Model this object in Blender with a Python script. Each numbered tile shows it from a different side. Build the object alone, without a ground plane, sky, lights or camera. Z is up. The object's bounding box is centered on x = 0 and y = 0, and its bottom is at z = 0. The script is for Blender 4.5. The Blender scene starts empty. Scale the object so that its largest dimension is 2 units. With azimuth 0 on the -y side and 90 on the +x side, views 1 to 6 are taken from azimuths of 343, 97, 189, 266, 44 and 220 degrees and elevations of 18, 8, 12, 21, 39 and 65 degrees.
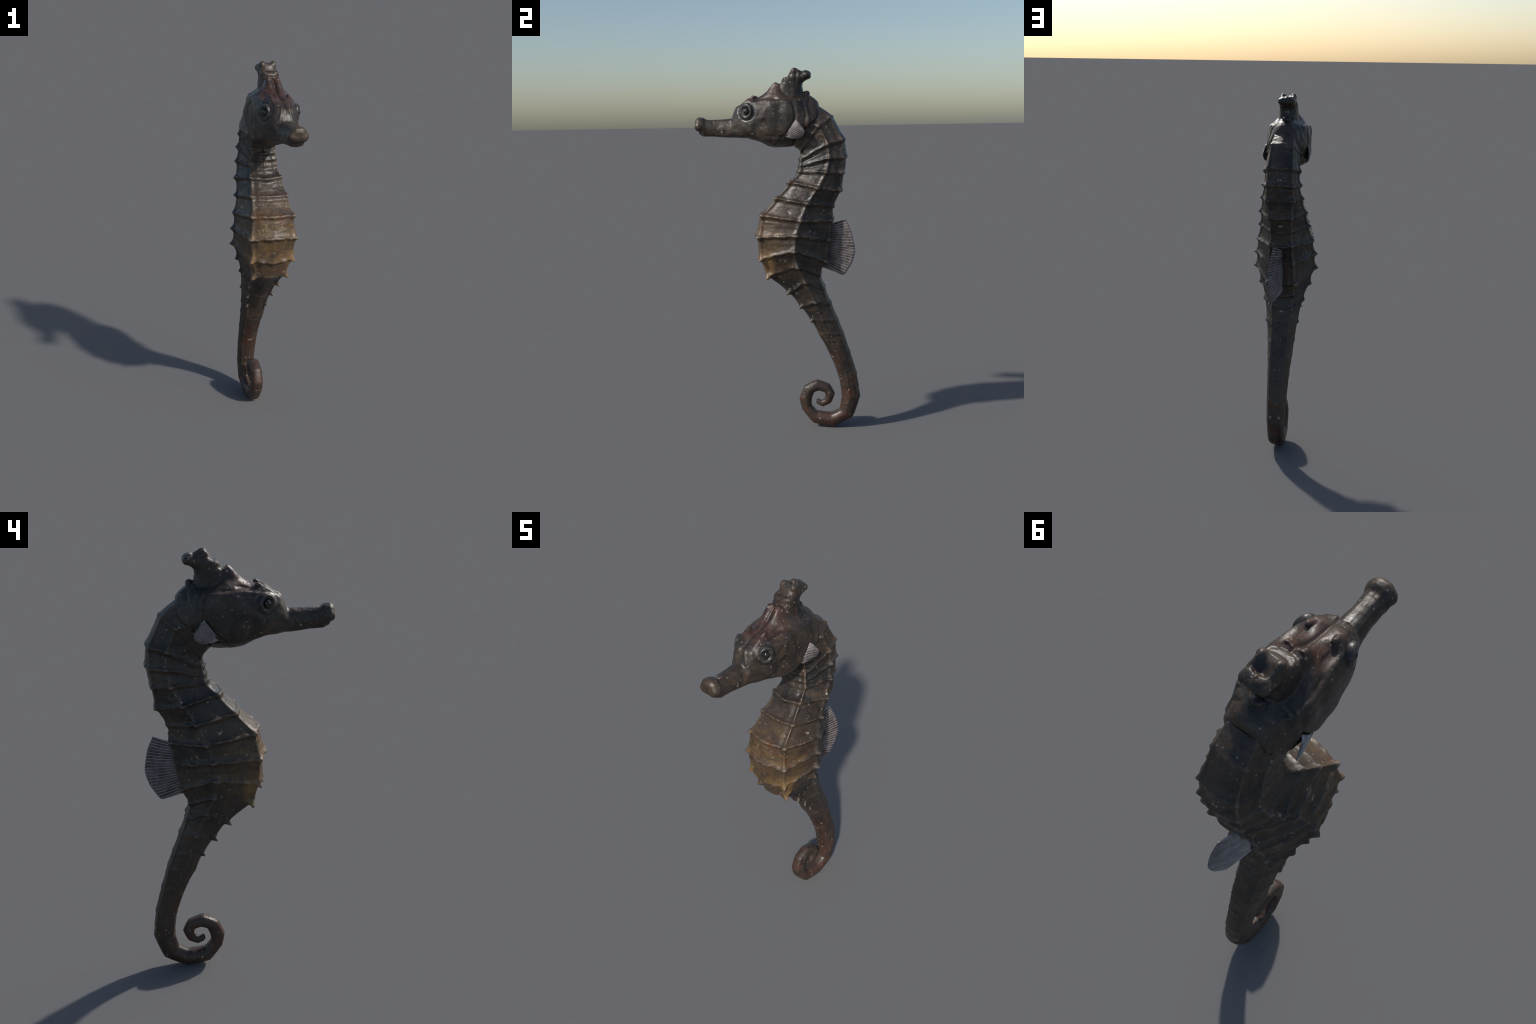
import bpy, bmesh, math, random
import numpy as np
from mathutils import Vector, Matrix, noise

random.seed(7)
SCN = bpy.context.scene

# ------------------------------------------------------------------ helpers
def link(ob, parent=None):
    SCN.collection.objects.link(ob)
    if parent is not None:
        ob.parent = parent
    return ob

def mesh_from(name, verts, faces, smooth=True):
    me = bpy.data.meshes.new(name)
    me.from_pydata([tuple(map(float, v)) for v in verts], [], faces)
    me.validate()
    me.polygons.foreach_set("use_smooth", [smooth] * len(me.polygons))
    me.update()
    return me

def catmull(P, n_per, closed=False):
    """uniform Catmull-Rom and straight polyline sampled at the same parameters"""
    P = np.asarray(P, float)
    N = len(P)
    segs = N if closed else N - 1
    cr, ln = [], []
    for i in range(segs):
        if closed:
            p0, p1, p2, p3 = P[i - 1], P[i], P[(i + 1) % N], P[(i + 2) % N]
        else:
            p1, p2 = P[i], P[i + 1]
            p0 = P[i - 1] if i else 2 * p1 - p2
            p3 = P[i + 2] if i + 2 < N else 2 * p2 - p1
        m = n_per[i] if hasattr(n_per, '__len__') else n_per
        for k in range(m):
            t = k / m
            cr.append(.5 * ((2 * p1) + (p2 - p0) * t + (2 * p0 - 5 * p1 + 4 * p2 - p3) * t * t
                            + (3 * p1 - p0 - 3 * p2 + p3) * t ** 3))
            ln.append(p1 * (1 - t) + p2 * t)
    if not closed:
        cr.append(P[-1]); ln.append(P[-1])
    return np.array(cr), np.array(ln)

def gauss(d, s):
    return np.exp(-(d / s) ** 2)

def sstep(a, b, x):
    t = np.clip((x - a) / (b - a), 0, 1)
    return t * t * (3 - 2 * t)

def fbm(p, scale, seed=0.):
    return noise.fractal(Vector((p[0] * scale + seed, p[1] * scale, p[2] * scale)), 1.0, 2.0, 3)

root = bpy.data.objects.new("seahorse", None)
root["label"] = "dark mottled seahorse with bony ringed body and curled tail"
root["category"] = "seahorse"
link(root)

# ------------------------------------------------------------------ materials
class Nodes:
    def __init__(self, name):
        self.mat = bpy.data.materials.new(name)
        self.mat.use_nodes = True
        self.t = self.mat.node_tree
        self.bsdf = self.t.nodes["Principled BSDF"]
        self.tc = self.t.nodes.new("ShaderNodeTexCoord")
        self.tc.object = root
    def n(self, kind, **kw):
        nd = self.t.nodes.new(kind)
        for k, v in kw.items():
            setattr(nd, k, v)
        return nd
    def put(self, sock, val):
        if hasattr(val, 'is_output'):
            self.t.links.new(val, sock)
        else:
            sock.default_value = val
    def math(self, op, a, b=0., c=0., clamp=False):
        nd = self.n("ShaderNodeMath", operation=op, use_clamp=clamp)
        for s, v in zip(nd.inputs, (a, b, c)):
            self.put(s, v)
        return nd.outputs[0]
    def rng(self, v, a, b, lo=0., hi=1., smooth=True):
        nd = self.n("ShaderNodeMapRange", interpolation_type='SMOOTHSTEP' if smooth else 'LINEAR')
        for s, x in zip(nd.inputs, (v, a, b, lo, hi)):
            self.put(s, x)
        return nd.outputs[0]
    def mix(self, f, a, b, blend='MIX'):
        nd = self.n("ShaderNodeMix", data_type='RGBA', blend_type=blend)
        self.put(nd.inputs[0], f)
        self.put(nd.inputs[6], a if hasattr(a, 'is_output') else (*a, 1))
        self.put(nd.inputs[7], b if hasattr(b, 'is_output') else (*b, 1))
        return nd.outputs[2]
    def noise(self, scale, detail=4., rough=.55, dist=0., vec=None, off=(0, 0, 0), stretch=(1, 1, 1)):
        mp = self.n("ShaderNodeMapping")
        self.t.links.new(vec or self.tc.outputs["Object"], mp.inputs[0])
        mp.inputs[1].default_value = off
        mp.inputs[3].default_value = stretch
        nd = self.n("ShaderNodeTexNoise")
        self.t.links.new(mp.outputs[0], nd.inputs["Vector"])
        nd.inputs["Scale"].default_value = scale
        nd.inputs["Detail"].default_value = detail
        nd.inputs["Roughness"].default_value = rough
        nd.inputs["Distortion"].default_value = dist
        return nd.outputs[0]
    def spots(self, scale, rad, keep, off=(0, 0, 0)):
        """round spots: a random subset of Voronoi cells, mirrored left/right"""
        sx = self.xyz()
        ax = self.math('ABSOLUTE', sx[0])
        cb = self.n("ShaderNodeCombineXYZ")
        for s, v in zip(cb.inputs, (ax, sx[1], sx[2])):
            self.put(s, v)
        mp = self.n("ShaderNodeMapping")
        self.t.links.new(cb.outputs[0], mp.inputs[0])
        mp.inputs[1].default_value = off
        vo = self.n("ShaderNodeTexVoronoi")
        vo.inputs["Scale"].default_value = scale
        self.t.links.new(mp.outputs[0], vo.inputs["Vector"])
        sp = self.n("ShaderNodeSeparateColor")
        self.t.links.new(vo.outputs["Color"], sp.inputs[0])
        r = self.math('MULTIPLY_ADD', sp.outputs[1], rad * .7, rad * .5)
        m = self.rng(vo.outputs["Distance"], self.math('MULTIPLY', r, 1.25), self.math('MULTIPLY', r, .65))
        gate = self.math('LESS_THAN', sp.outputs[0], keep)
        return self.math('MULTIPLY', m, gate)
    def xyz(self):
        s = self.n("ShaderNodeSeparateXYZ")
        self.t.links.new(self.tc.outputs["Object"], s.inputs[0])
        return s.outputs
    def done(self, color, rough=.4, spec=.5, bump=None, bstr=.3, bdist=.004):
        self.put(self.bsdf.inputs["Base Color"], color)
        self.put(self.bsdf.inputs["Roughness"], rough)
        self.bsdf.inputs["Specular IOR Level"].default_value = spec
        if bump is not None:
            b = self.n("ShaderNodeBump")
            b.inputs["Strength"].default_value = bstr
            b.inputs["Distance"].default_value = bdist
            self.t.links.new(bump, b.inputs["Height"])
            self.t.links.new(b.outputs[0], self.bsdf.inputs["Normal"])
        return self.mat

DARK, MID = (.0130, .0115, .0105), (.049, .036, .026)
RED = (.088, .030, .017)
OCHRE = (.142, .086, .034)
PALE = (.44, .36, .29)

def skin_material(name, belly=False, red=None, mouth=False, tip=None):
    m = Nodes(name)
    x, y, z = m.xyz()
    n1 = m.noise(5.5, 5, .6, .6)
    n2 = m.noise(17., 4, .6, 1., off=(3, 1, 7))
    col = m.mix(m.rng(n1, .36, .66), DARK, MID)
    col = m.mix(m.math('MULTIPLY', m.rng(n2, .48, .70), .55), col, (.088, .050, .028))
    if belly:
        # brownish yellow pouch and breast plates, fading toward the flank
        wob = m.math('MULTIPLY_ADD', n1, .16, -.08)
        zz = m.rng(z, .82, .98, 0, 1)
        up = m.rng(m.math('ADD', z, wob), 1.42, 1.12)
        front = m.rng(m.math('MULTIPLY_ADD', n2, .18, m.math('ADD', y, wob)), .24, .01)
        k = m.math('MULTIPLY', m.math('MULTIPLY', zz, up), front)
        och = m.mix(m.rng(n2, .35, .65), OCHRE, (.062, .040, .024))
        k = m.math('MULTIPLY', k, m.rng(m.noise(10., 4, .6, 1.2, off=(1, 9, 3), stretch=(.7, .7, 1.3)), .36, .56, .38, 1.))
        och = m.mix(m.math('MULTIPLY', m.rng(m.noise(9, 4, .6, 1.5, off=(5, 5, 2)), .55, .68), .7), och, (.125, .050, .022))
        col = m.mix(m.math('MULTIPLY', k, .88), col, och)
        # warm yellow thorn roots and rim at the bottom of the pouch
        ax = m.math('ABSOLUTE', x)
        tk = m.math('MULTIPLY', m.rng(ax, .070, .112), m.math('MULTIPLY', m.rng(y, -.005, -.05), m.rng(z, 1.05, .95)))
        tk = m.math('MULTIPLY', tk, m.rng(z, .82, .86))
        col = m.mix(m.math('MULTIPLY', tk, .75), col, (.24, .140, .052))
    if red is not None:
        k = red(m, x, y, z, n1)
        rr = m.mix(m.rng(n2, .38, .62), RED, (.050, .024, .018))
        col = m.mix(k, col, rr)
    if mouth:
        k = m.math('MULTIPLY', m.math('MULTIPLY', m.rng(y, -.415, -.455), m.rng(z, 1.68, 1.745, .10, 1.)), .50)
        col = m.mix(k, col, m.mix(m.rng(n2, .4, .6), (.14, .082, .044), (.038, .032, .018)))
    # mottling grain
    g = m.noise(70., 3, .65, .3)
    col = m.mix(m.math('MULTIPLY', m.rng(g, .50, .75), .26), col, (.115, .088, .068))
    # paler tint painted along the convex crests of the plates
    geo = m.n("ShaderNodeNewGeometry")
    ridge = m.rng(geo.outputs["Pointiness"], .512, .585)
    ridge = m.math('MULTIPLY', ridge, m.rng(n2, .3, .6, .35, 1.))
    col = m.mix(m.math('MULTIPLY', ridge, .62), col, (.215, .160, .118))
    # light flecks
    s1 = m.spots(11., .085, .50)
    s2 = m.spots(23., .12, .42, off=(.31, .17, .05))
    s3 = m.spots(58., .21, .34, off=(.7, .4, .9))
    s = m.math('MAXIMUM', s1, m.math('MAXIMUM', m.math('MULTIPLY', s2, .7), m.math('MULTIPLY', s3, .6)))
    fl = m.rng(m.noise(33., 2, .5, 0., off=(4, 4, 4)), .3, .62, .35, .85)
    col = m.mix(m.math('MULTIPLY', s, fl), col, PALE)
    if tip is not None:
        g3 = m.n("ShaderNodeSeparateXYZ")
        m.t.links.new(m.tc.outputs["Generated"], g3.inputs[0])
        col = m.mix(m.math('MULTIPLY', m.rng(g3.outputs[2], .30, .85), .8), col, tip)
    rough = m.rng(n2, .3, .7, .36, .50)
    b = m.math('ADD', m.math('MULTIPLY', m.noise(34., 5, .6, 1.2), 1.2), m.math('MULTIPLY', g, .35))
    b = m.math('ADD', b, m.math('MULTIPLY', m.noise(15., 3, .5, 1.5, stretch=(1, 1, 1.8)), 1.0))
    return m.done(col, rough, .48, b, .30, .005)

def tail_red(m, x, y, z, n1):
    a = m.rng(m.math('MULTIPLY_ADD', n1, .45, z), .88, .55)
    patch = m.rng(m.noise(11., 3, .55, .8, off=(2, 8, 4)), .42, .60)
    return m.math('MULTIPLY', a, m.math('MULTIPLY_ADD', patch, .62, .06))

def head_red(m, x, y, z, n1):
    a = m.rng(m.math('MULTIPLY_ADD', y, .25, z), 1.755, 1.82)
    b = m.rng(y, .05, -.02)
    c = m.rng(y, -.26, -.20)
    c2 = m.rng(n1, .34, .60)
    return m.math('MULTIPLY', m.math('MULTIPLY', a, m.math('MULTIPLY', b, c)), m.math('MULTIPLY', m.math('MULTIPLY_ADD', c2, .66, .12), m.rng(m.math('ABSOLUTE', x), .085, .045, .25, 1.)))

MAT_TRUNK = skin_material("plated_skin", belly=True)
MAT_TAIL = skin_material("tail_skin", belly=True, red=tail_red)
MAT_HEAD = skin_material("head_skin", red=head_red)
MAT_SNOUT = skin_material("snout_skin", mouth=True)

MAT_SPINE = skin_material("spine_skin", belly=True, tip=(.150, .116, .090))
MAT_SPINE_OCHRE = skin_material("pouch_spine_skin", belly=True, tip=(.27, .165, .062))

def eye_materials():
    m = Nodes("eye_ring_skin")
    n = m.noise(45., 4, .6, .5)
    col = m.mix(m.rng(n, .35, .65), (.016, .0155, .015), (.050, .045, .041))
    col = m.mix(m.math('MULTIPLY', m.rng(m.noise(120., 2, .6), .6, .72), .5), col, (.32, .27, .2))
    ring = m.done(col, .38, .5, n, .2, .003)
    m = Nodes("eyeball_gloss")
    ball = m.done((.012, .012, .013, 1), .12, .6)
    return ring, ball
MAT_EYE_RING, MAT_EYEBALL = eye_materials()

def fin_materials():
    m = Nodes("fin_membrane")
    n = m.noise(14., 4, .6, .5)
    n2 = m.noise(60., 3, .6, .2)
    col = m.mix(m.rng(n, .40, .62), (.075, .062, .063), (.17, .145, .15))
    col = m.mix(m.math('MULTIPLY', m.rng(n2, .5, .7), .5), col, (.22, .19, .19))
    mat = m.done(col, .45, .4)
    tr = m.n("ShaderNodeBsdfTranslucent")
    m.put(tr.inputs[0], col)
    ms = m.n("ShaderNodeMixShader")
    ms.inputs[0].default_value = .18
    out = m.t.nodes["Material Output"]
    m.t.links.new(m.bsdf.outputs[0], ms.inputs[1])
    m.t.links.new(tr.outputs[0], ms.inputs[2])
    m.t.links.new(ms.outputs[0], out.inputs[0])
    m = Nodes("fin_ray_skin")
    n = m.noise(25., 3, .6)
    ray = m.done(m.mix(m.rng(n, .35, .65), (.35, .305, .29), (.54, .49, .465)), .4, .5)
    return mat, ray
MAT_FIN, MAT_RAY = fin_materials()

# ------------------------------------------------------------------ the plated body
# each bony ring: dorsal ridge, lateral ridge, ventral ridge (x, y, z; right side),
# then the back mid line and belly mid line (y, z)
RINGS = [
    ((.056, .222, 1.784), (.090, .156, 1.695), (.070, .098, 1.608), (.228, 1.795), (.080, 1.588)),
    ((.063, .288, 1.737), (.093, .228, 1.690), (.065, .128, 1.560), (.298, 1.744), (.124, 1.553)),
    ((.072, .353, 1.618), (.102, .276, 1.594), (.065, .129, 1.508), (.366, 1.622), (.114, 1.511)),
    ((.074, .358, 1.522), (.107, .285, 1.518), (.069, .125, 1.477), (.377, 1.526), (.108, 1.476)),
    ((.077, .348, 1.439), (.118, .267, 1.442), (.075, .120, 1.447), (.363, 1.438), (.101, 1.446)),
    ((.067, .342, 1.341), (.134, .223, 1.359), (.088, .066, 1.390), (.345, 1.340), (.049, 1.381)),
    ((.058, .297, 1.262), (.142, .169, 1.276), (.102, -.009, 1.302), (.301, 1.252), (-.018, 1.303)),
    ((.065, .299, 1.180), (.166, .131, 1.185), (.117, -.087, 1.212), (.286, 1.170), (-.109, 1.213)),
    ((.073, .283, 1.075), (.175, .107, 1.104), (.129, -.105, 1.095), (.266, 1.080), (-.134, 1.105)),
    ((.079, .265, .959), (.180, .097, 1.022), (.117, -.095, .968), (.255, .955), (-.117, .962)),
    ((.058, .220, .880), (.148, .112, .932), (.093, -.057, .868), (.225, .877), (-.074, .870)),
    ((.053, .244, .800), (.113, .151, .844), (.081, .053, .781), (.252, .798), (.046, .771)),
    ((.048, .274, .720), (.088, .205, .728), (.071, .120, .699), (.284, .720), (.113, .690)),
    ((.046, .312, .625), (.075, .240, .628), (.058, .179, .619), (.322, .625), (.173, .611)),
    ((.044, .345, .545), (.067, .271, .549), (.048, .224, .536), (.352, .546), (.218, .534)),
]
SPINE_H = {  # height of the thorn at each ridge node of ring i
    'L': [0, .008, .014, .017, .018, .019, .017, .021, .022, .025, .027, .020, .006, .004, 0],
    'V': [0, 0, .004, 0, .010, .013, .014, .015, .016, .025, .030, .024, .026, .020, 0],
    'D': [0, .009, .009, .008, .010, .011, .008, .012, .013, .014, 0, 0, 0, 0, 0],
}
# curled tail: outer edge, inner edge (y, z), half width
TAIL = [
    ((.389, .440), (.263, .449), .060),
    ((.426, .316), (.323, .302), .054),
    ((.446, .180), (.342, .188), .051),
    ((.406, .063), (.330, .107), .048),
    ((.294, .001), (.283, .081), .043),
    ((.182, .019), (.203, .089), .039),
    ((.118, .097), (.173, .125), .036),
    ((.103, .161), (.174, .161), .036),
    ((.133, .234), (.188, .197), .034),
    ((.202, .269), (.217, .207), .032),
    ((.274, .246), (.246, .196), .028),
    ((.304, .191), (.251, .173), .026),
    ((.283, .138), (.241, .156), .022),
    ((.238, .114), (.225, .151), .018),
    ((.207, .125), (.207, .160), .013),
    ((.199, .135), (.201, .155), .007),
]
NV = (12, 20, 22, 18)      # samples: back-D, D-L, L-V, V-belly

def nodes_of(i):
    D, L, V, b, f = [np.array(p, float) for p in RINGS[i]]
    c = np.array([0, (D[1] + V[1]) / 2, (D[2] + V[2]) / 2])
    return D, L, V, np.array([0, *b]), np.array([0, *f]), c

def spine_dir(i, kind):
    D, L, V, b, f, c = nodes_of(i)
    P = {'D': D, 'L': L, 'V': V}[kind]
    nxt = nodes_of(min(i + 1, len(RINGS) - 1))
    Q = {'D': nxt[0], 'L': nxt[1], 'V': nxt[2]}[kind]
    down = (Q - P) / (np.linalg.norm(Q - P) + 1e-9)
    if kind == 'L':
        d = np.array([1., (P[1] - c[1]) * 2, (P[2] - c[2]) * 2]) + down * .25
    elif kind == 'D':
        d = (P - c) / np.linalg.norm(P - c) + np.array([.5, 0, 0]) + down * .2
    else:
        d = (P - c) / np.linalg.norm(P - c) + np.array([.25, 0, 0]) + down * (1.1 if i in (9, 10) else .25)
        if i > 10:
            d = np.array([.40, -.66, -.36])
    return d / np.linalg.norm(d)

def section(Md, D, L, V, Mv, r):
    half = [Md, D, L, V, Mv]
    full = half + [p * np.array([-1, 1, 1]) for p in (V, L, D)]
    n = list(NV) + list(reversed(NV))
    cr, ln = catmull(full, n, closed=True)
    return ln * (1 - r) + cr * r

secs, rounds, ringy, lens = [], [], [], []
for i in range(len(RINGS)):
    D, L, V, b, f, c = nodes_of(i)
    D = D - spine_dir(i, 'D') * SPINE_H['D'][i] * .50
    L = L - spine_dir(i, 'L') * (SPINE_H['L'][i] * .48 + (.0020 if i < 11 else -.002))
    V = V - spine_dir(i, 'V') * (SPINE_H['V'][i] * .50 + (.001 if i > 1 else 0))
    r = .34 if i < 11 else min(.85, .42 + (i - 10) * .12)
    secs.append(section(b, D, L, V, f, r))
    ringy.append(1. if i < 11 else max(.22, 1. - (i - 10) * .25))
for o, q, w in TAIL:
    o, q = np.array([0, *o]), np.array([0, *q])
    c, h = (o + q) / 2, (o - q) / 2
    def at(a):
        a = math.radians(a)
        s, k = math.sin(a), math.cos(a)
        return c + h * math.copysign(abs(k) ** .85, k) + np.array([w * abs(s) ** .85, 0, 0])
    secs.append(section(at(0), at(40), at(92), at(140), at(180), .9))
    ringy.append(.16 if len(secs) < len(RINGS) + 4 else .0)

secs = np.array(secs)                       # rings x samples x 3
NS, M = secs.shape[0], secs.shape[1]
STEP = [26 if i < len(RINGS) else 10 for i in range(NS - 1)]
cols_cr, cols_ln = [], []
for k in range(M):
    a, b = catmull(secs[:, k], STEP)
    cols_cr.append(a); cols_ln.append(b)
cr = np.array(cols_cr).transpose(1, 0, 2)
ln = np.array(cols_ln).transpose(1, 0, 2)
seg, tt = [], []
for i, s in enumerate(STEP):
    for k in range(s):
        seg.append(i); tt.append(k / s)
seg.append(NS - 2); tt.append(1.)
seg, tt = np.array(seg), np.array(tt)
kk = np.where(seg < 11, .22, np.where(seg < len(RINGS) + 1, .55, .30))[:, None, None]
body = ln * (1 - kk) + cr * kk

# surface directions for the relief
du = np.gradient(body, axis=0)
dv = np.roll(body, -1, axis=1) - np.roll(body, 1, axis=1)
nor = np.cross(dv, du)
nor /= np.linalg.norm(nor, axis=2, keepdims=True) + 1e-12
cent = body.mean(axis=1, keepdims=True)
flip = np.sign((nor * (body - cent)).sum(axis=2, keepdims=True).mean())
nor *= flip

R = np.array(ringy)
amp = R[seg] * (1 - tt) + R[seg + 1] * tt
lenv = np.linalg.norm(secs[1:] - secs[:-1], axis=2)          # per segment and column
L_here = lenv[seg]                                           # rows x M
# irregular crest lines: the ring position and height wander a little, mirrored left/right
wob = np.zeros(L_here.shape); hgt = np.zeros(L_here.shape)
for a in range(body.shape[0]):
    for b in range(M // 2 + 1):
        p = body[a, b]
        w_, h_ = fbm(p, 14, 21.), fbm(p, 20, 47.)
        for c in (b, (M - b) % M):
            wob[a, c], hgt[a, c] = w_, h_
signed = (np.where(tt < .5, tt, tt - 1))[:, None] * L_here + .0045 * wob
d_ring = np.abs(signed)
below = signed
crowd = np.minimum(1, L_here / .062) ** 1.6
hv = np.clip(.8 + 1.1 * hgt, .10, 1.6)
rise = (.0060 * np.exp(-(d_ring / .0085) ** 2) + .0028 * np.exp(-(d_ring / .019) ** 2)) * crowd * hv
vent = np.exp(-((np.arange(M) - M / 2) / 20.) ** 2)[None, :]
sag = (.0030 + .0035 * vent) * np.sin(np.pi * tt)[:, None] * np.minimum(1, L_here / .08)
lip = -.0026 * np.exp(-((below - .019) / .010) ** 2) * crowd
per = np.linalg.norm(np.roll(body, -1, axis=1) - body, axis=2)
idx = np.cumsum([0] + list(NV))
ridge_cols = [idx[1], idx[2], idx[3], M - idx[3], M - idx[2], M - idx[1]]
cum = np.concatenate([np.zeros((len(body), 1)), np.cumsum(per, axis=1)[:, :-1]], axis=1)
tot = per.sum(axis=1, keepdims=True)
long_r = np.zeros(cum.shape)
for j in ridge_cols:
    d = np.abs(cum - cum[:, j:j + 1])
    d = np.minimum(d, tot - d)
    sc = np.clip(tot / .7, .25, 1.)
    long_r += .0046 * np.exp(-(d / (.0070 * sc)) ** 2) - .0022 * np.exp(-((d - .020 * sc) / (.011 * sc)) ** 2)
rel = amp[:, None] * (rise - sag + lip)
rel += np.clip(amp, .40, 1)[:, None] * long_r * np.where(seg < len(RINGS) + 2, 1, 0)[:, None]
fade = sstep(0, 2.2, seg + tt)[:, None]
rel *= fade
# swollen foot of every thorn
row_of = np.concatenate([[0], np.cumsum(STEP)])
bump = np.zeros(body.shape)
for kind, j in (('D', 1), ('L', 2), ('V', 3)):
    for i, h in enumerate(SPINE_H[kind]):
        if h <= .0035:
            continue
        dr = spine_dir(i, kind)
        for col_, sg in ((idx[j], 1), ((M - idx[j]) % M, -1)):
            p0 = body[row_of[i], col_]
            dist = np.linalg.norm(body - p0, axis=2)
            rad = .50 * h + .0060
            k_ = .36
            if kind == 'V' and i > 8:
                k_, rad = (.75, .0125) if i < 11 else (1.0, .0085)
            bump += (k_ * h * np.exp(-(dist / (rad * 1.12)) ** 2.3))[:, :, None] * (dr * np.array([sg, 1, 1]))
# thin extra rings on the tail between the measured ones
body = body + nor * rel[:, :, None] + bump
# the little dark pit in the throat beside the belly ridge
for sg in (1, -1):
    dist = np.linalg.norm(body - np.array([.063 * sg, .121, 1.536]), axis=2)
    body = body - nor * (.020 * np.exp(-(dist / .0105) ** 3))[:, :, None]
mid_line = body.mean(axis=1)
arc = np.concatenate([[0], np.cumsum(np.linalg.norm(np.diff(mid_line, axis=0), axis=1))])
a0, a1 = arc[row_of[14]], arc[row_of[len(RINGS) + 3]]
ph = (arc - a0) / .052 + .25 * np.sin((arc - a0) * 31)
near = np.abs(ph - np.round(ph)) * .052
tail_ring = .0016 * np.exp(-(near / .0055) ** 2) * sstep(a0 - .01, a0 + .03, arc) * sstep(a1 + .05, a1 - .05, arc)
body = body + nor * (tail_ring[:, None] * np.clip(.6 + 1.2 * hgt, .1, 1.5))[:, :, None]
wr = np.zeros(rel.shape)
for a in range(body.shape[0]):
    for b in range(M):
        p = body[a, b]
        q = (abs(p[0]), p[1], p[2])
        wr[a, b] = .0016 * fbm(q, 22, 3.) + .0010 * fbm((q[0] * .6, q[1] * .6, q[2] * 2.4), 30, 9.)
body = body + nor * (wr * np.clip(amp, .25, 1)[:, None])[:, :, None]

rows = body.shape[0]
verts = body.reshape(-1, 3)
faces, frow = [], []
for a in range(rows - 1):
    for b in range(M):
        c = (b + 1) % M
        f = (a * M + b, a * M + c, (a + 1) * M + c, (a + 1) * M + b)
        faces.append(f if flip < 0 else f[::-1]); frow.append(a)
top = len(verts); tip = top + 1
verts = np.vstack([verts, body[0].mean(0), body[-1].mean(0) + (body[-1].mean(0) - body[-4].mean(0)) * .5])
for b in range(M):
    c = (b + 1) % M
    f, g = (top, b, c), (tip, (rows - 1) * M + c, (rows - 1) * M + b)
    faces.append(f[::-1] if flip < 0 else f); frow.append(0)
    faces.append(g[::-1] if flip < 0 else g); frow.append(rows - 1)
whole = mesh_from("whole_body", verts, faces)
bm = bmesh.new(); bm.from_mesh(whole); bmesh.ops.recalc_face_normals(bm, faces=bm.faces[:])
bm.to_mesh(whole); bm.free()

def split_mesh(src, key, names):
    """separate a closed smooth mesh into named pieces that share border vertices and normals"""
    nv = len(src.vertices)
    co = np.zeros(nv * 3); src.vertices.foreach_get("co", co); co = co.reshape(-1, 3)
    no = np.array([tuple(n.vector) for n in src.vertex_normals])
    out = {}
    polys = [tuple(p.vertices) for p in src.polygons]
    lab = key(co, polys)
    for name in names:
        fs = [p for p, l in zip(polys, lab) if l == name]
        used = sorted({v for f in fs for v in f})
        remap = {v: i for i, v in enumerate(used)}
        me = mesh_from(name, co[used], [tuple(remap[v] for v in f) for f in fs])
        me.normals_split_custom_set_from_vertices([tuple(no[v]) for v in used])
        out[name] = me
    return out

row_neck = sum(STEP[:4]); row_tail = sum(STEP[:10])
def body_key(co, polys):
    lab = []
    for p in polys:
        r = min(v // M if v < top else (0 if v == top else rows - 1) for v in p)
        lab.append("neck" if r < row_neck else ("trunk" if r < row_tail else "tail"))
    return lab
parts = split_mesh(whole, body_key, ["neck", "trunk", "tail"])
OB = {}
for nme, mat in (("neck", MAT_TRUNK), ("trunk", MAT_TRUNK), ("tail", MAT_TAIL)):
    parts[nme].materials.append(mat)
    OB[nme] = link(bpy.data.objects.new(nme, parts[nme]), root)
bpy.data.meshes.remove(whole)

# ------------------------------------------------------------------ thorns on the ridge nodes
def lathe(profile, n=20):
    vs, fs = [], []
    for r, h in profile:
        for k in range(n):
            a = 2 * math.pi * k / n
            vs.append((r * math.cos(a), r * math.sin(a), h))
    for i in range(len(profile) - 1):
        for k in range(n):
            c = (k + 1) % n
            fs.append((i * n + k, i * n + c, (i + 1) * n + c, (i + 1) * n + k))
    if profile[0][0] > 1e-5:
        fs.append(tuple(reversed(range(n))))
    if profile[-1][0] > 1e-5:
        fs.append(tuple(range((len(profile) - 1) * n, len(profile) * n)))
    return vs, fs

def thorn_mesh(name, base, power, mat):
    prof = []
    for k in range(13):
        h = k / 12
        prof.append((base * ((1 - h) ** power) * (1 - .08 * math.sin(h * 6)) + .13 * math.sqrt(max(0, 1 - h)), h - .22 * (1 - h)))
    prof[-1] = (.02, prof[-1][1])
    me = mesh_from(name, *lathe(prof, 16))
    me.materials.append(mat)
    return me
T_BLUNT = thorn_mesh("blunt_thorn", .58, .75, MAT_SPINE)
T_SHARP = thorn_mesh("sharp_thorn", .42, 1.05, MAT_SPINE)
T_POUCH = thorn_mesh("pouch_thorn", .46, 1.0, MAT_SPINE_OCHRE)

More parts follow.
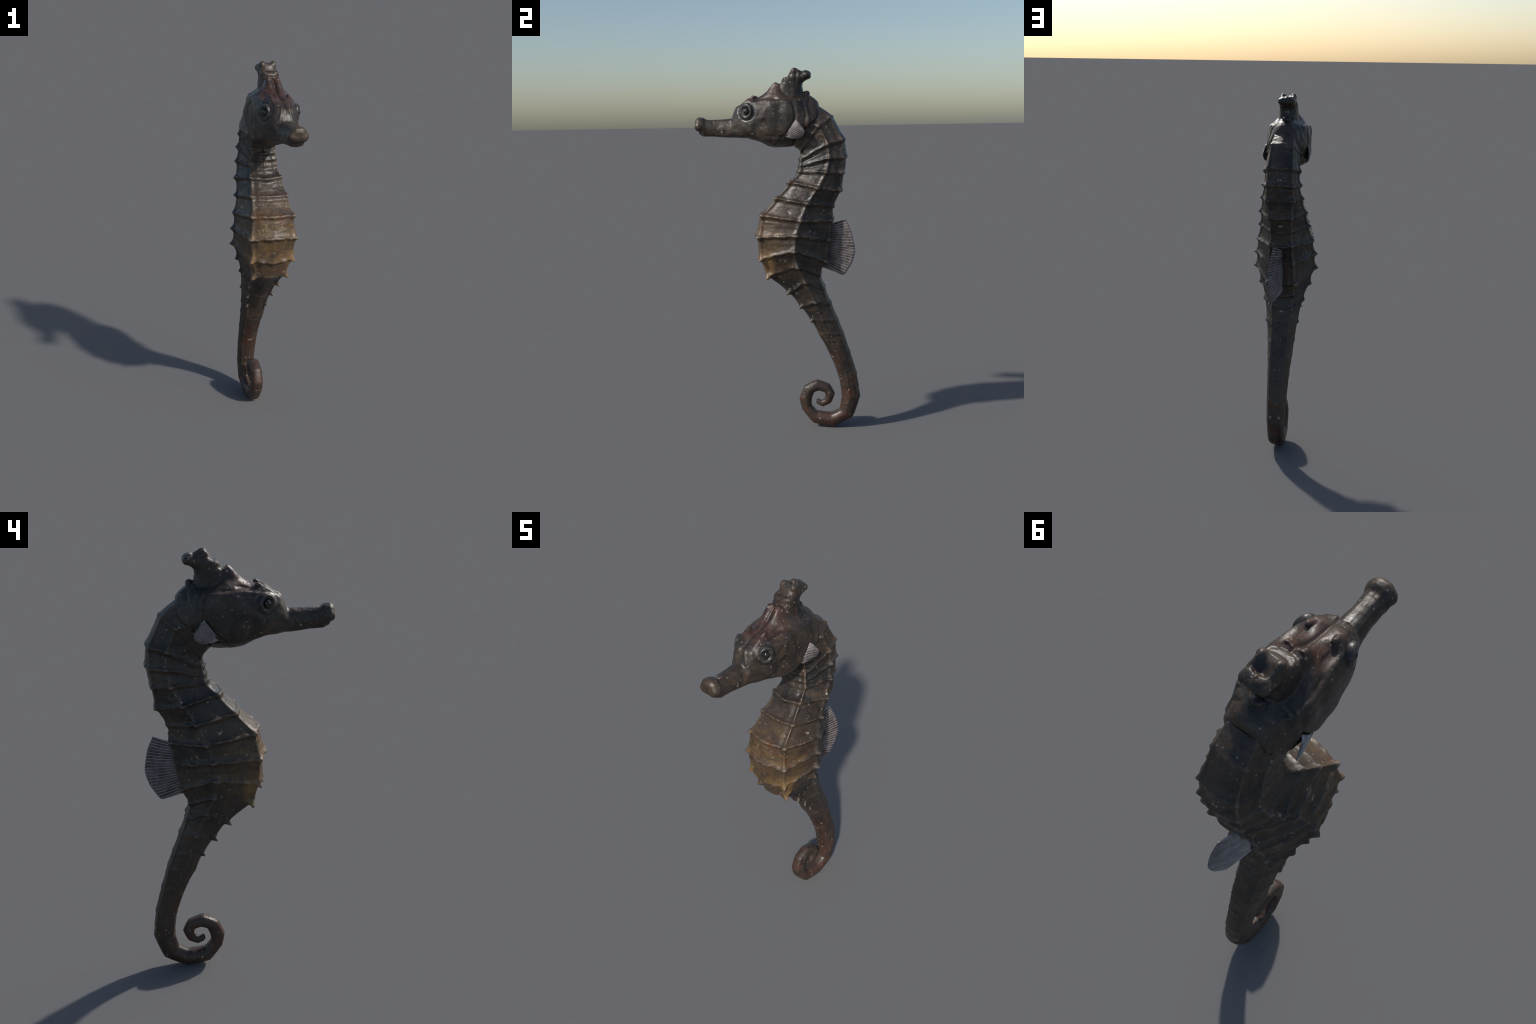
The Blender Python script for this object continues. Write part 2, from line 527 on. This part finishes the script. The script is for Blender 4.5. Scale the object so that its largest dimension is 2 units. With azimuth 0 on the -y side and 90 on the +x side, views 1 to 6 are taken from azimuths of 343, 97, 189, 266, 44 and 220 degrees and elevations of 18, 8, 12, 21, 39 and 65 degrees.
for kind in 'DLV':
    for i, h in enumerate(SPINE_H[kind]):
        if h <= 0.0035:
            continue
        D, L, V, b, f, c = nodes_of(i)
        P = {'D': D, 'L': L, 'V': V}[kind]
        d = spine_dir(i, kind)
        me = T_BLUNT
        if kind == 'V' and i in (9, 10):
            me = T_POUCH
        elif kind == 'V' and i > 10:
            me = T_SHARP
        par = OB["neck"] if i < 4 else (OB["trunk"] if i <= 10 else OB["tail"])
        for s in (1, -1):
            dd = Vector((d[0] * s, d[1], d[2]))
            q = dd.to_track_quat('Z', 'Y').to_matrix().to_4x4()
            hh = h * 1.0
            wdt = hh * random.uniform(.92, 1.08)
            mx = Matrix.Translation(Vector((P[0] * s, P[1], P[2])) - dd * (hh * 1.02 + .002)) @ q @ Matrix.Diagonal((wdt, wdt, hh, 1))
            ob = bpy.data.objects.new("spine", me)
            link(ob, par)
            ob.matrix_local = mx

# ------------------------------------------------------------------ head: skull, snout, crown
SKULL = [
    (-.456, (0, 1.722), (.010, 1.722), (.018, 1.716), (.024, 1.706), (.024, 1.698), (.016, 1.690), (0, 1.688)),
    (-.452, (0, 1.736), (.018, 1.733), (.032, 1.722), (.043, 1.704), (.044, 1.694), (.030, 1.679), (0, 1.679)),
    (-.437, (0, 1.748), (.019, 1.745), (.036, 1.732), (.050, 1.704), (.051, 1.692), (.036, 1.671), (0, 1.664)),
    (-.430, (0, 1.749), (.020, 1.746), (.036, 1.733), (.050, 1.705), (.051, 1.688), (.031, 1.661), (0, 1.650)),
    (-.416, (0, 1.748), (.020, 1.745), (.035, 1.732), (.048, 1.705), (.047, 1.685), (.031, 1.656), (0, 1.642)),
    (-.405, (0, 1.741), (.020, 1.739), (.034, 1.728), (.044, 1.705), (.046, 1.685), (.035, 1.648), (0, 1.640)),
    (-.395, (0, 1.735), (.019, 1.733), (.031, 1.723), (.040, 1.700), (.042, 1.682), (.033, 1.647), (0, 1.641)),
    (-.373, (0, 1.733), (.018, 1.731), (.030, 1.721), (.0385, 1.698), (.040, 1.680), (.032, 1.647), (0, 1.641)),
    (-.320, (0, 1.733), (.018, 1.731), (.030, 1.720), (.0385, 1.696), (.041, 1.678), (.034, 1.645), (0, 1.639)),
    (-.275, (0, 1.736), (.019, 1.734), (.032, 1.722), (.0415, 1.697), (.045, 1.675), (.038, 1.642), (0, 1.635)),
    (-.253, (0, 1.741), (.020, 1.739), (.035, 1.727), (.046, 1.702), (.050, 1.678), (.042, 1.641), (0, 1.634)),
    (-.240, (0, 1.764), (.018, 1.765), (.038, 1.752), (.050, 1.730), (.056, 1.690), (.048, 1.645), (0, 1.633)),
    (-.219, (0, 1.794), (.022, 1.797), (.046, 1.788), (.061, 1.760), (.068, 1.702), (.058, 1.645), (0, 1.631)),
    (-.195, (0, 1.808), (.026, 1.814), (.052, 1.806), (.074, 1.775), (.082, 1.706), (.070, 1.643), (0, 1.629)),
    (-.160, (0, 1.832), (.028, 1.839), (.053, 1.836), (.086, 1.785), (.096, 1.708), (.079, 1.642), (0, 1.627)),
    (-.128, (0, 1.838), (.028, 1.842), (.056, 1.838), (.091, 1.796), (.104, 1.708), (.087, 1.637), (0, 1.619)),
    (-.100, (0, 1.848), (.022, 1.850), (.060, 1.834), (.096, 1.802), (.109, 1.714), (.091, 1.630), (0, 1.612)),
    (-.060, (0, 1.868), (.024, 1.876), (.056, 1.848), (.103, 1.806), (.116, 1.736), (.101, 1.620), (0, 1.590)),
    (-.030, (0, 1.899), (.030, 1.910), (.056, 1.866), (.106, 1.812), (.117, 1.738), (.102, 1.617), (0, 1.582)),
    (-.004, (0, 1.920), (.032, 1.929), (.053, 1.878), (.105, 1.819), (.117, 1.740), (.103, 1.617), (0, 1.579)),
    (.014, (0, 1.915), (.034, 1.920), (.051, 1.878), (.105, 1.824), (.117, 1.740), (.104, 1.620), (0, 1.580)),
    (.055, (0, 1.900), (.036, 1.900), (.050, 1.858), (.104, 1.829), (.118, 1.745), (.106, 1.635), (0, 1.581)),
    (.090, (0, 1.885), (.036, 1.885), (.050, 1.854), (.102, 1.829), (.117, 1.748), (.102, 1.656), (0, 1.588)),
    (.120, (0, 1.874), (.033, 1.874), (.050, 1.852), (.096, 1.829), (.112, 1.750), (.101, 1.668), (0, 1.618)),
    (.145, (0, 1.868), (.030, 1.866), (.052, 1.848), (.084, 1.823), (.104, 1.750), (.101, 1.675), (0, 1.643)),
    (.172, (0, 1.855), (.028, 1.853), (.052, 1.838), (.077, 1.808), (.098, 1.750), (.098, 1.690), (0, 1.668)),
    (.198, (0, 1.838), (.030, 1.834), (.055, 1.815), (.075, 1.784), (.089, 1.745), (.086, 1.712), (0, 1.692)),
    (.217, (0, 1.822), (.028, 1.817), (.050, 1.801), (.067, 1.775), (.078, 1.745), (.072, 1.725), (0, 1.712)),
    (.224, (0, 1.806), (.020, 1.802), (.036, 1.792), (.050, 1.775), (.058, 1.755), (.050, 1.740), (0, 1.730)),
]

def add_loft(bm, loops):
    rows_ = [[bm.verts.new(tuple(p)) for p in lp] for lp in loops]
    n = len(rows_[0])
    for a in range(len(rows_) - 1):
        for b in range(n):
            c = (b + 1) % n
            bm.faces.new((rows_[a][b], rows_[a][c], rows_[a + 1][c], rows_[a + 1][b]))
    bm.faces.new(tuple(reversed(rows_[0]))); bm.faces.new(tuple(rows_[-1]))

def add_ball(bm, c, r, rot=None):
    m = Matrix.Translation(c) @ (rot or Matrix.Identity(4)) @ Matrix.Diagonal((*r, 1))
    bmesh.ops.create_icosphere(bm, subdivisions=3, radius=1, matrix=m)

bm = bmesh.new()
loops = []
for st in SKULL:
    y = st[0]
    half = [np.array((px, y, pz)) for px, pz in st[1:]]
    full = half + [p * np.array([-1, 1, 1]) for p in reversed(half[1:-1])]
    c_, l_ = catmull(full, 8, closed=True)
    q_ = .8 if y > -.25 else .45
    loops.append(c_ * q_ + l_ * (1 - q_))
loops = np.array(loops)
fine = np.array([(lambda q: q[0] * .6 + q[1] * .4)(catmull(loops[:, k], 6)) for k in range(loops.shape[1])]).transpose(1, 0, 2)
add_loft(bm, fine)

# crown: rounded-rectangle slices (z, front y, back y, half width)
CROWN = [(1.835, .004, .146, .060), (1.860, .004, .143, .055), (1.880, .006, .140, .053), (1.905, .008, .136, .051),
         (1.922, .014, .138, .050), (1.934, .022, .152, .049), (1.945, .030, .174, .049), (1.954, .046, .183, .048),
         (1.964, .061, .184, .046), (1.976, .067, .179, .043), (1.986, .072, .168, .040), (1.993, .080, .150, .034)]
slices = []
for z, y0, y1, w in CROWN:
    lp = []
    for k in range(48):
        a = 2 * math.pi * k / 48
        s, c = math.sin(a), math.cos(a)
        lp.append((w * math.copysign(abs(s) ** .68, s), (y0 + y1) / 2 + (y1 - y0) / 2 * math.copysign(abs(c) ** .72, c), z))
    slices.append(lp)
slices = np.array(slices)
fine = np.array([(lambda q: q[0] * .6 + q[1] * .4)(catmull(slices[:, k], 5)) for k in range(48)]).transpose(1, 0, 2)
add_loft(bm, fine)
for s in (1, -1):
    add_ball(bm, (s * .028, .098, 1.980), (.018, .024, .022))                      # front crown points
    add_ball(bm, (s * .031, .158, 1.963), (.017, .025, .019), Matrix.Rotation(-.5, 4, 'X'))   # rear crown points
    add_ball(bm, (s * .026, .048, 1.942), (.017, .016, .012))
    # brow horns: short ridges that end in a blunt point
    for k in range(7):
        t = k / 6
        add_ball(bm, (s * (.032 + .015 * t), -.178 + .053 * t, 1.814 + .012 * t + .023 * t), (.009 - .001 * t, .014 - .003 * t, .008 + .001 * t))
add_ball(bm, (0, .158, 1.864), (.024, .017, .015))
raw = bpy.data.meshes.new("raw_head"); bm.to_mesh(raw); bm.free()
tmp = bpy.data.objects.new("raw_head", raw); link(tmp)
md = tmp.modifiers.new("r", 'REMESH'); md.mode = 'VOXEL'; md.voxel_size = .0030; md.adaptivity = 0
sm = tmp.modifiers.new("s", 'SMOOTH'); sm.factor = .5; sm.iterations = 2
bpy.context.view_layer.update()
dg = bpy.context.evaluated_depsgraph_get()
head = bpy.data.meshes.new_from_object(tmp.evaluated_get(dg))
bpy.data.objects.remove(tmp)

# head relief: grooves, folds and pits pushed along the normals
nv = len(head.vertices)
co = np.zeros(nv * 3); head.vertices.foreach_get("co", co); co = co.reshape(-1, 3)
no = np.array([tuple(n.vector) for n in head.vertex_normals])
X, Y, Z = np.abs(co[:, 0]), co[:, 1], co[:, 2]
d = np.zeros(nv)
# central groove on the crest
d -= .0060 * gauss(X, .006) * sstep(1.80, 1.84, Z) * sstep(.03, -.01, Y)
# crease under the crown along the temple
d -= .0060 * gauss(Z - (1.838 + .03 * (Y < 0) * 0), .007) * sstep(-.06, .0, Y) * sstep(.16, .12, Y) * sstep(.05, .08, X)
# brow ridge running back from the eye
d += .0075 * gauss(Z - (1.822 + .12 * (Y + .10)), .009) * gauss(Y + .075, .050) * sstep(.06, .08, X)
d -= .0060 * gauss(Z - (1.842 + .10 * (Y + .10)), .009) * gauss(Y + .07, .05) * sstep(.045, .06, X)
# gill cover edge: curved step behind the cheek
edge = Y - (.105 - .9 * (Z - 1.75) ** 2 * 4 - .25 * np.maximum(0, 1.72 - Z))
d -= .0060 * gauss(edge, .009) * sstep(.05, .09, X) * sstep(1.84, 1.79, Z)
# vertical folds of the collar
for k, yy in enumerate((.135, .158, .182)):
    d += (.0016, .0032, .0022)[k] * gauss(Y - (yy + .25 * (1.76 - Z) + .012 * np.sin(Z * 40 + k)), .0075) * sstep(.03, .07, X) * sstep(1.86, 1.81, Z)
    d -= (.0022, .0016, .0030)[k] * gauss(Y - (yy + .013 + .25 * (1.76 - Z) + .012 * np.sin(Z * 40 + k)), .007) * sstep(.03, .07, X)
# swellings on the cheek and the jaw line fold
d -= .0060 * gauss(Y - .018, .022) * gauss(Z - 1.792, .022) * sstep(.06, .09, X)
d -= .0035 * gauss(Y + .055, .020) * gauss(Z - 1.70, .030) * sstep(.06, .09, X)
d += .0045 * gauss(Y - .062, .018) * gauss(Z - (1.775 + .5 * (Y - .06)), .045) * sstep(.06, .09, X)
d -= .0035 * gauss(Z - (1.640 - .10 * (Y + .02)), .008) * sstep(-.10, -.02, Y) * sstep(.12, .08, Y)
# folds above the snout root
d += .0045 * gauss(X - (.016 + .35 * (1.80 - Z)), .006) * gauss(Y + .225, .03) * sstep(1.73, 1.75, Z)
# mouth slit
d -= .0035 * gauss(Z - (1.669 + .25 * (Y + .43)), .004) * sstep(-.408, -.42, Y)
# eye socket
ds = np.sqrt(((Y + .160) / 1.0) ** 2 + (Z - 1.773) ** 2)
d -= .0025 * gauss(ds - .048, .005) * sstep(.04, .06, X)
# pits and cusps in the crown
d -= .0200 * gauss(Y - .128, .020) * gauss(X, .022) * sstep(1.955, 1.985, Z)
d -= .0060 * gauss(Y - .136, .010) * sstep(1.970, 1.985, Z)
d -= .0035 * gauss(X, .014) * sstep(1.975, 1.99, Z)
d += .0050 * gauss(X, .006) * gauss(Y - .150, .03) * sstep(1.96, 1.975, Z)
d -= .0060 * gauss(Z - 1.928, .006) * sstep(.05, .02, Y) * sstep(-.01, .005, Y)
d -= .0040 * gauss(Z - 1.957, .005) * sstep(.09, .06, Y) * sstep(.03, .045, Y)
d += .0040 * gauss(X - .040, .006) * gauss(Y - .060, .02) * sstep(1.87, 1.90, Z)
d -= .0035 * gauss(Y - .105 , .008) * sstep(1.90, 1.93, Z) * sstep(.03, .04, X)
for i in range(nv):
    q = (X[i], Y[i], Z[i])
    d[i] += .0034 * fbm(q, 13, 5.) + .0003 * fbm(q, 60, 1.)
co2 = co + no * d[:, None]
head.vertices.foreach_set("co", co2.ravel())
head.polygons.foreach_set("use_smooth", [True] * len(head.polygons))
head.update()

def head_key(co, polys):
    cen = np.array([co[list(p)].mean(0) for p in polys])
    lab = np.where(cen[:, 1] < -.243, "snout", "head").astype(object)
    crown = (cen[:, 2] > 1.852) & (cen[:, 1] > .012) & (np.abs(cen[:, 0]) < .062) & (cen[:, 1] < .20)
    crown &= ~((cen[:, 1] > .139) & (cen[:, 2] < 1.90))
    lab[crown] = "coronet"
    return lab
hp = split_mesh(head, head_key, ["head", "snout", "coronet"])
for nme, mat in (("head", MAT_HEAD), ("snout", MAT_SNOUT), ("coronet", MAT_HEAD)):
    hp[nme].materials.append(mat)
OB["head"] = link(bpy.data.objects.new("head", hp["head"]), root)
for nme in ("snout", "coronet"):
    OB[nme] = link(bpy.data.objects.new(nme, hp[nme]), OB["head"])
bpy.data.meshes.remove(head)

# ------------------------------------------------------------------ eyes
prof = [(.038, -.028), (.0425, -.012), (.0445, -.001), (.0435, .007), (.040, .0120), (.034, .0135), (.028, .0115),
        (.0225, .0075), (.0185, .0055), (.014, .005), (.0, .005)]
pc, pl = catmull(np.array(prof), 3)
ring_me = mesh_from("eye_ring", *lathe([tuple(p) for p in pc[:-1]] + [(1e-6, .005)], 48))
ring_me.materials.append(MAT_EYE_RING)
bm = bmesh.new(); bmesh.ops.create_uvsphere(bm, u_segments=32, v_segments=20, radius=.0175)
ball_me = bpy.data.meshes.new("eyeball"); bm.to_mesh(ball_me); bm.free()
ball_me.polygons.foreach_set("use_smooth", [True] * len(ball_me.polygons)); ball_me.materials.append(MAT_EYEBALL)
for s in (1, -1):
    nrm = Vector((.90 * s, -.43, .04)).normalized()
    upv = Vector((0, 0, 1)); upv = (upv - nrm * upv.dot(nrm)).normalized()
    sd = upv.cross(nrm)
    c = Vector((.0815 * s, -.158, 1.773))
    B = Matrix((sd, upv, nrm)).transposed().to_4x4()
    ob = bpy.data.objects.new("eye_ring", ring_me); link(ob, OB["head"])
    ob.matrix_local = Matrix.Translation(c) @ B @ Matrix.Diagonal((.86, .95, 1, 1))
    ob2 = bpy.data.objects.new("eyeball", ball_me); link(ob2, OB["head"])
    ob2.matrix_local = Matrix.Translation(c + nrm * .005) @ B @ Matrix.Diagonal((.95, 1.1, .85, 1))

# ------------------------------------------------------------------ fins
def build_fin(name, root_line, rim_line, nrays, thick, ray_r, parent, bow):
    """membrane between a root curve and a rim curve, stiffened by tapering rays"""
    nu, nw = nrays * 6, 16
    def sample(line, n):
        c_, l_ = catmull(line, 20)
        c_ = c_ * .6 + l_ * .4
        s = np.concatenate([[0], np.cumsum(np.linalg.norm(np.diff(c_, axis=0), axis=1))]); s /= s[-1]
        u = np.linspace(0, 1, n)
        return np.stack([np.interp(u, s, c_[:, k]) for k in range(3)], axis=1)
    A, Bm = sample(root_line, nu + 1), sample(rim_line, nu + 1)
    t = np.linspace(0, 1, nw + 1)
    S = A[:, None] * (1 - t)[None, :, None] + Bm[:, None] * t[None, :, None]
    ph = np.linspace(0, nrays, nu + 1)
    S = S + np.array(bow)[None, None] * (np.sin(np.pi * t) * 1.)[None, :, None]
    # rim slightly scalloped between the rays
    out = Bm - A
    S = S + out[:, None] * (-.006 * (1 - np.cos(2 * np.pi * ph)))[:, None, None] * (t ** 4)[None, :, None]
    du = np.gradient(S, axis=0); dw = np.gradient(S, axis=1)
    N = np.cross(du, dw); N /= np.linalg.norm(N, axis=2, keepdims=True) + 1e-12
    lens = np.sin(np.pi * np.clip(t * .80 + .20, 0, 1))[None, :] ** .8 * (np.sin(np.pi * np.linspace(.10, .90, nu + 1)) ** .7)[:, None]
    th = (.0024 * (1 - .4 * t)[None, :] + thick * lens)[:, :, None]
    ripple = (.0004 * np.cos(2 * np.pi * ph))[:, None, None]
    top_, bot = S + N * (th / 2 + ripple), S - N * (th / 2 - ripple)
    vs = np.vstack([top_.reshape(-1, 3), bot.reshape(-1, 3)])
    W = nw + 1; K = (nu + 1) * W
    fs = []
    for a in range(nu):
        for b in range(nw):
            q = (a * W + b, a * W + b + 1, (a + 1) * W + b + 1, (a + 1) * W + b)
            fs.append(q); fs.append(tuple(K + v for v in reversed(q)))
    border = [(a * W, (a + 1) * W) for a in range(nu)] + [((a + 1) * W + nw, a * W + nw) for a in range(nu)]
    border += [(b + 1, b) for b in range(nw)] + [(nu * W + b, nu * W + b + 1) for b in range(nw)]
    for a, b in border:
        fs.append((a, b, K + b, K + a))
    me = mesh_from(name, vs, fs)
    bm = bmesh.new(); bm.from_mesh(me); bmesh.ops.recalc_face_normals(bm, faces=bm.faces[:]); bm.to_mesh(me); bm.free()
    me.polygons.foreach_set("use_smooth", [True] * len(me.polygons))
    me.materials.append(MAT_FIN)
    fin = link(bpy.data.objects.new(name, me), parent)
    for r in range(nrays + 1):
        a = min(nu, r * 6)
        line = S[a]
        nn = N[a]
        vs, fs = [], []
        rr_out = ray_r * .95
        rad0 = ray_r * random.uniform(.8, 1.2)
        for b in range(W):
            tb = t[b]
            dirn = line[min(b + 1, nw)] - line[max(b - 1, 0)]; dirn /= np.linalg.norm(dirn)
            half = th[a, b, 0] / 2 + rr_out * (1 - .5 * tb)
            sdv = np.cross(dirn, nn[b]); sdv /= np.linalg.norm(sdv)
            rr = rad0 * (1.0 - .55 * tb)
            for k in range(8):
                an = 2 * math.pi * k / 8
                vs.append(line[b] + sdv * math.cos(an) * 1.0 * rr + nn[b] * math.sin(an) * half)
        for b in range(nw):
            for k in range(8):
                c = (k + 1) % 8
                fs.append((b * 8 + k, b * 8 + c, (b + 1) * 8 + c, (b + 1) * 8 + k))
        fs.append(tuple(reversed(range(8)))); fs.append(tuple(range(nw * 8, nw * 8 + 8)))
        rm = mesh_from("fin_ray", vs, fs); rm.materials.append(MAT_RAY)
        link(bpy.data.objects.new("fin_ray", rm), fin)
    return fin

build_fin("dorsal_fin",
          [(-.001, .266, 1.150), (-.001, .252, 1.080), (-.002, .242, 1.010), (-.002, .232, .950), (-.002, .228, .922)],
          [(.030, .371, 1.184), (.042, .400, 1.120), (.048, .414, 1.062), (.049, .421, 1.010), (.044, .404, .945), (.034, .360, .878), (.028, .330, .882)],
          22, .0190, .0027, root, (-.001, 0, 0))
for s in (1, -1):
    build_fin("pectoral_fin",
              [(s * .112, .106, 1.723), (s * .113, .080, 1.685), (s * .102, .048, 1.640)],
              [(s * .122, .128, 1.706), (s * .130, .155, 1.667), (s * .124, .148, 1.640), (s * .110, .120, 1.624), (s * .105, .085, 1.626)],
              14, .0060, .0017, root, (s * .005, 0, 0))
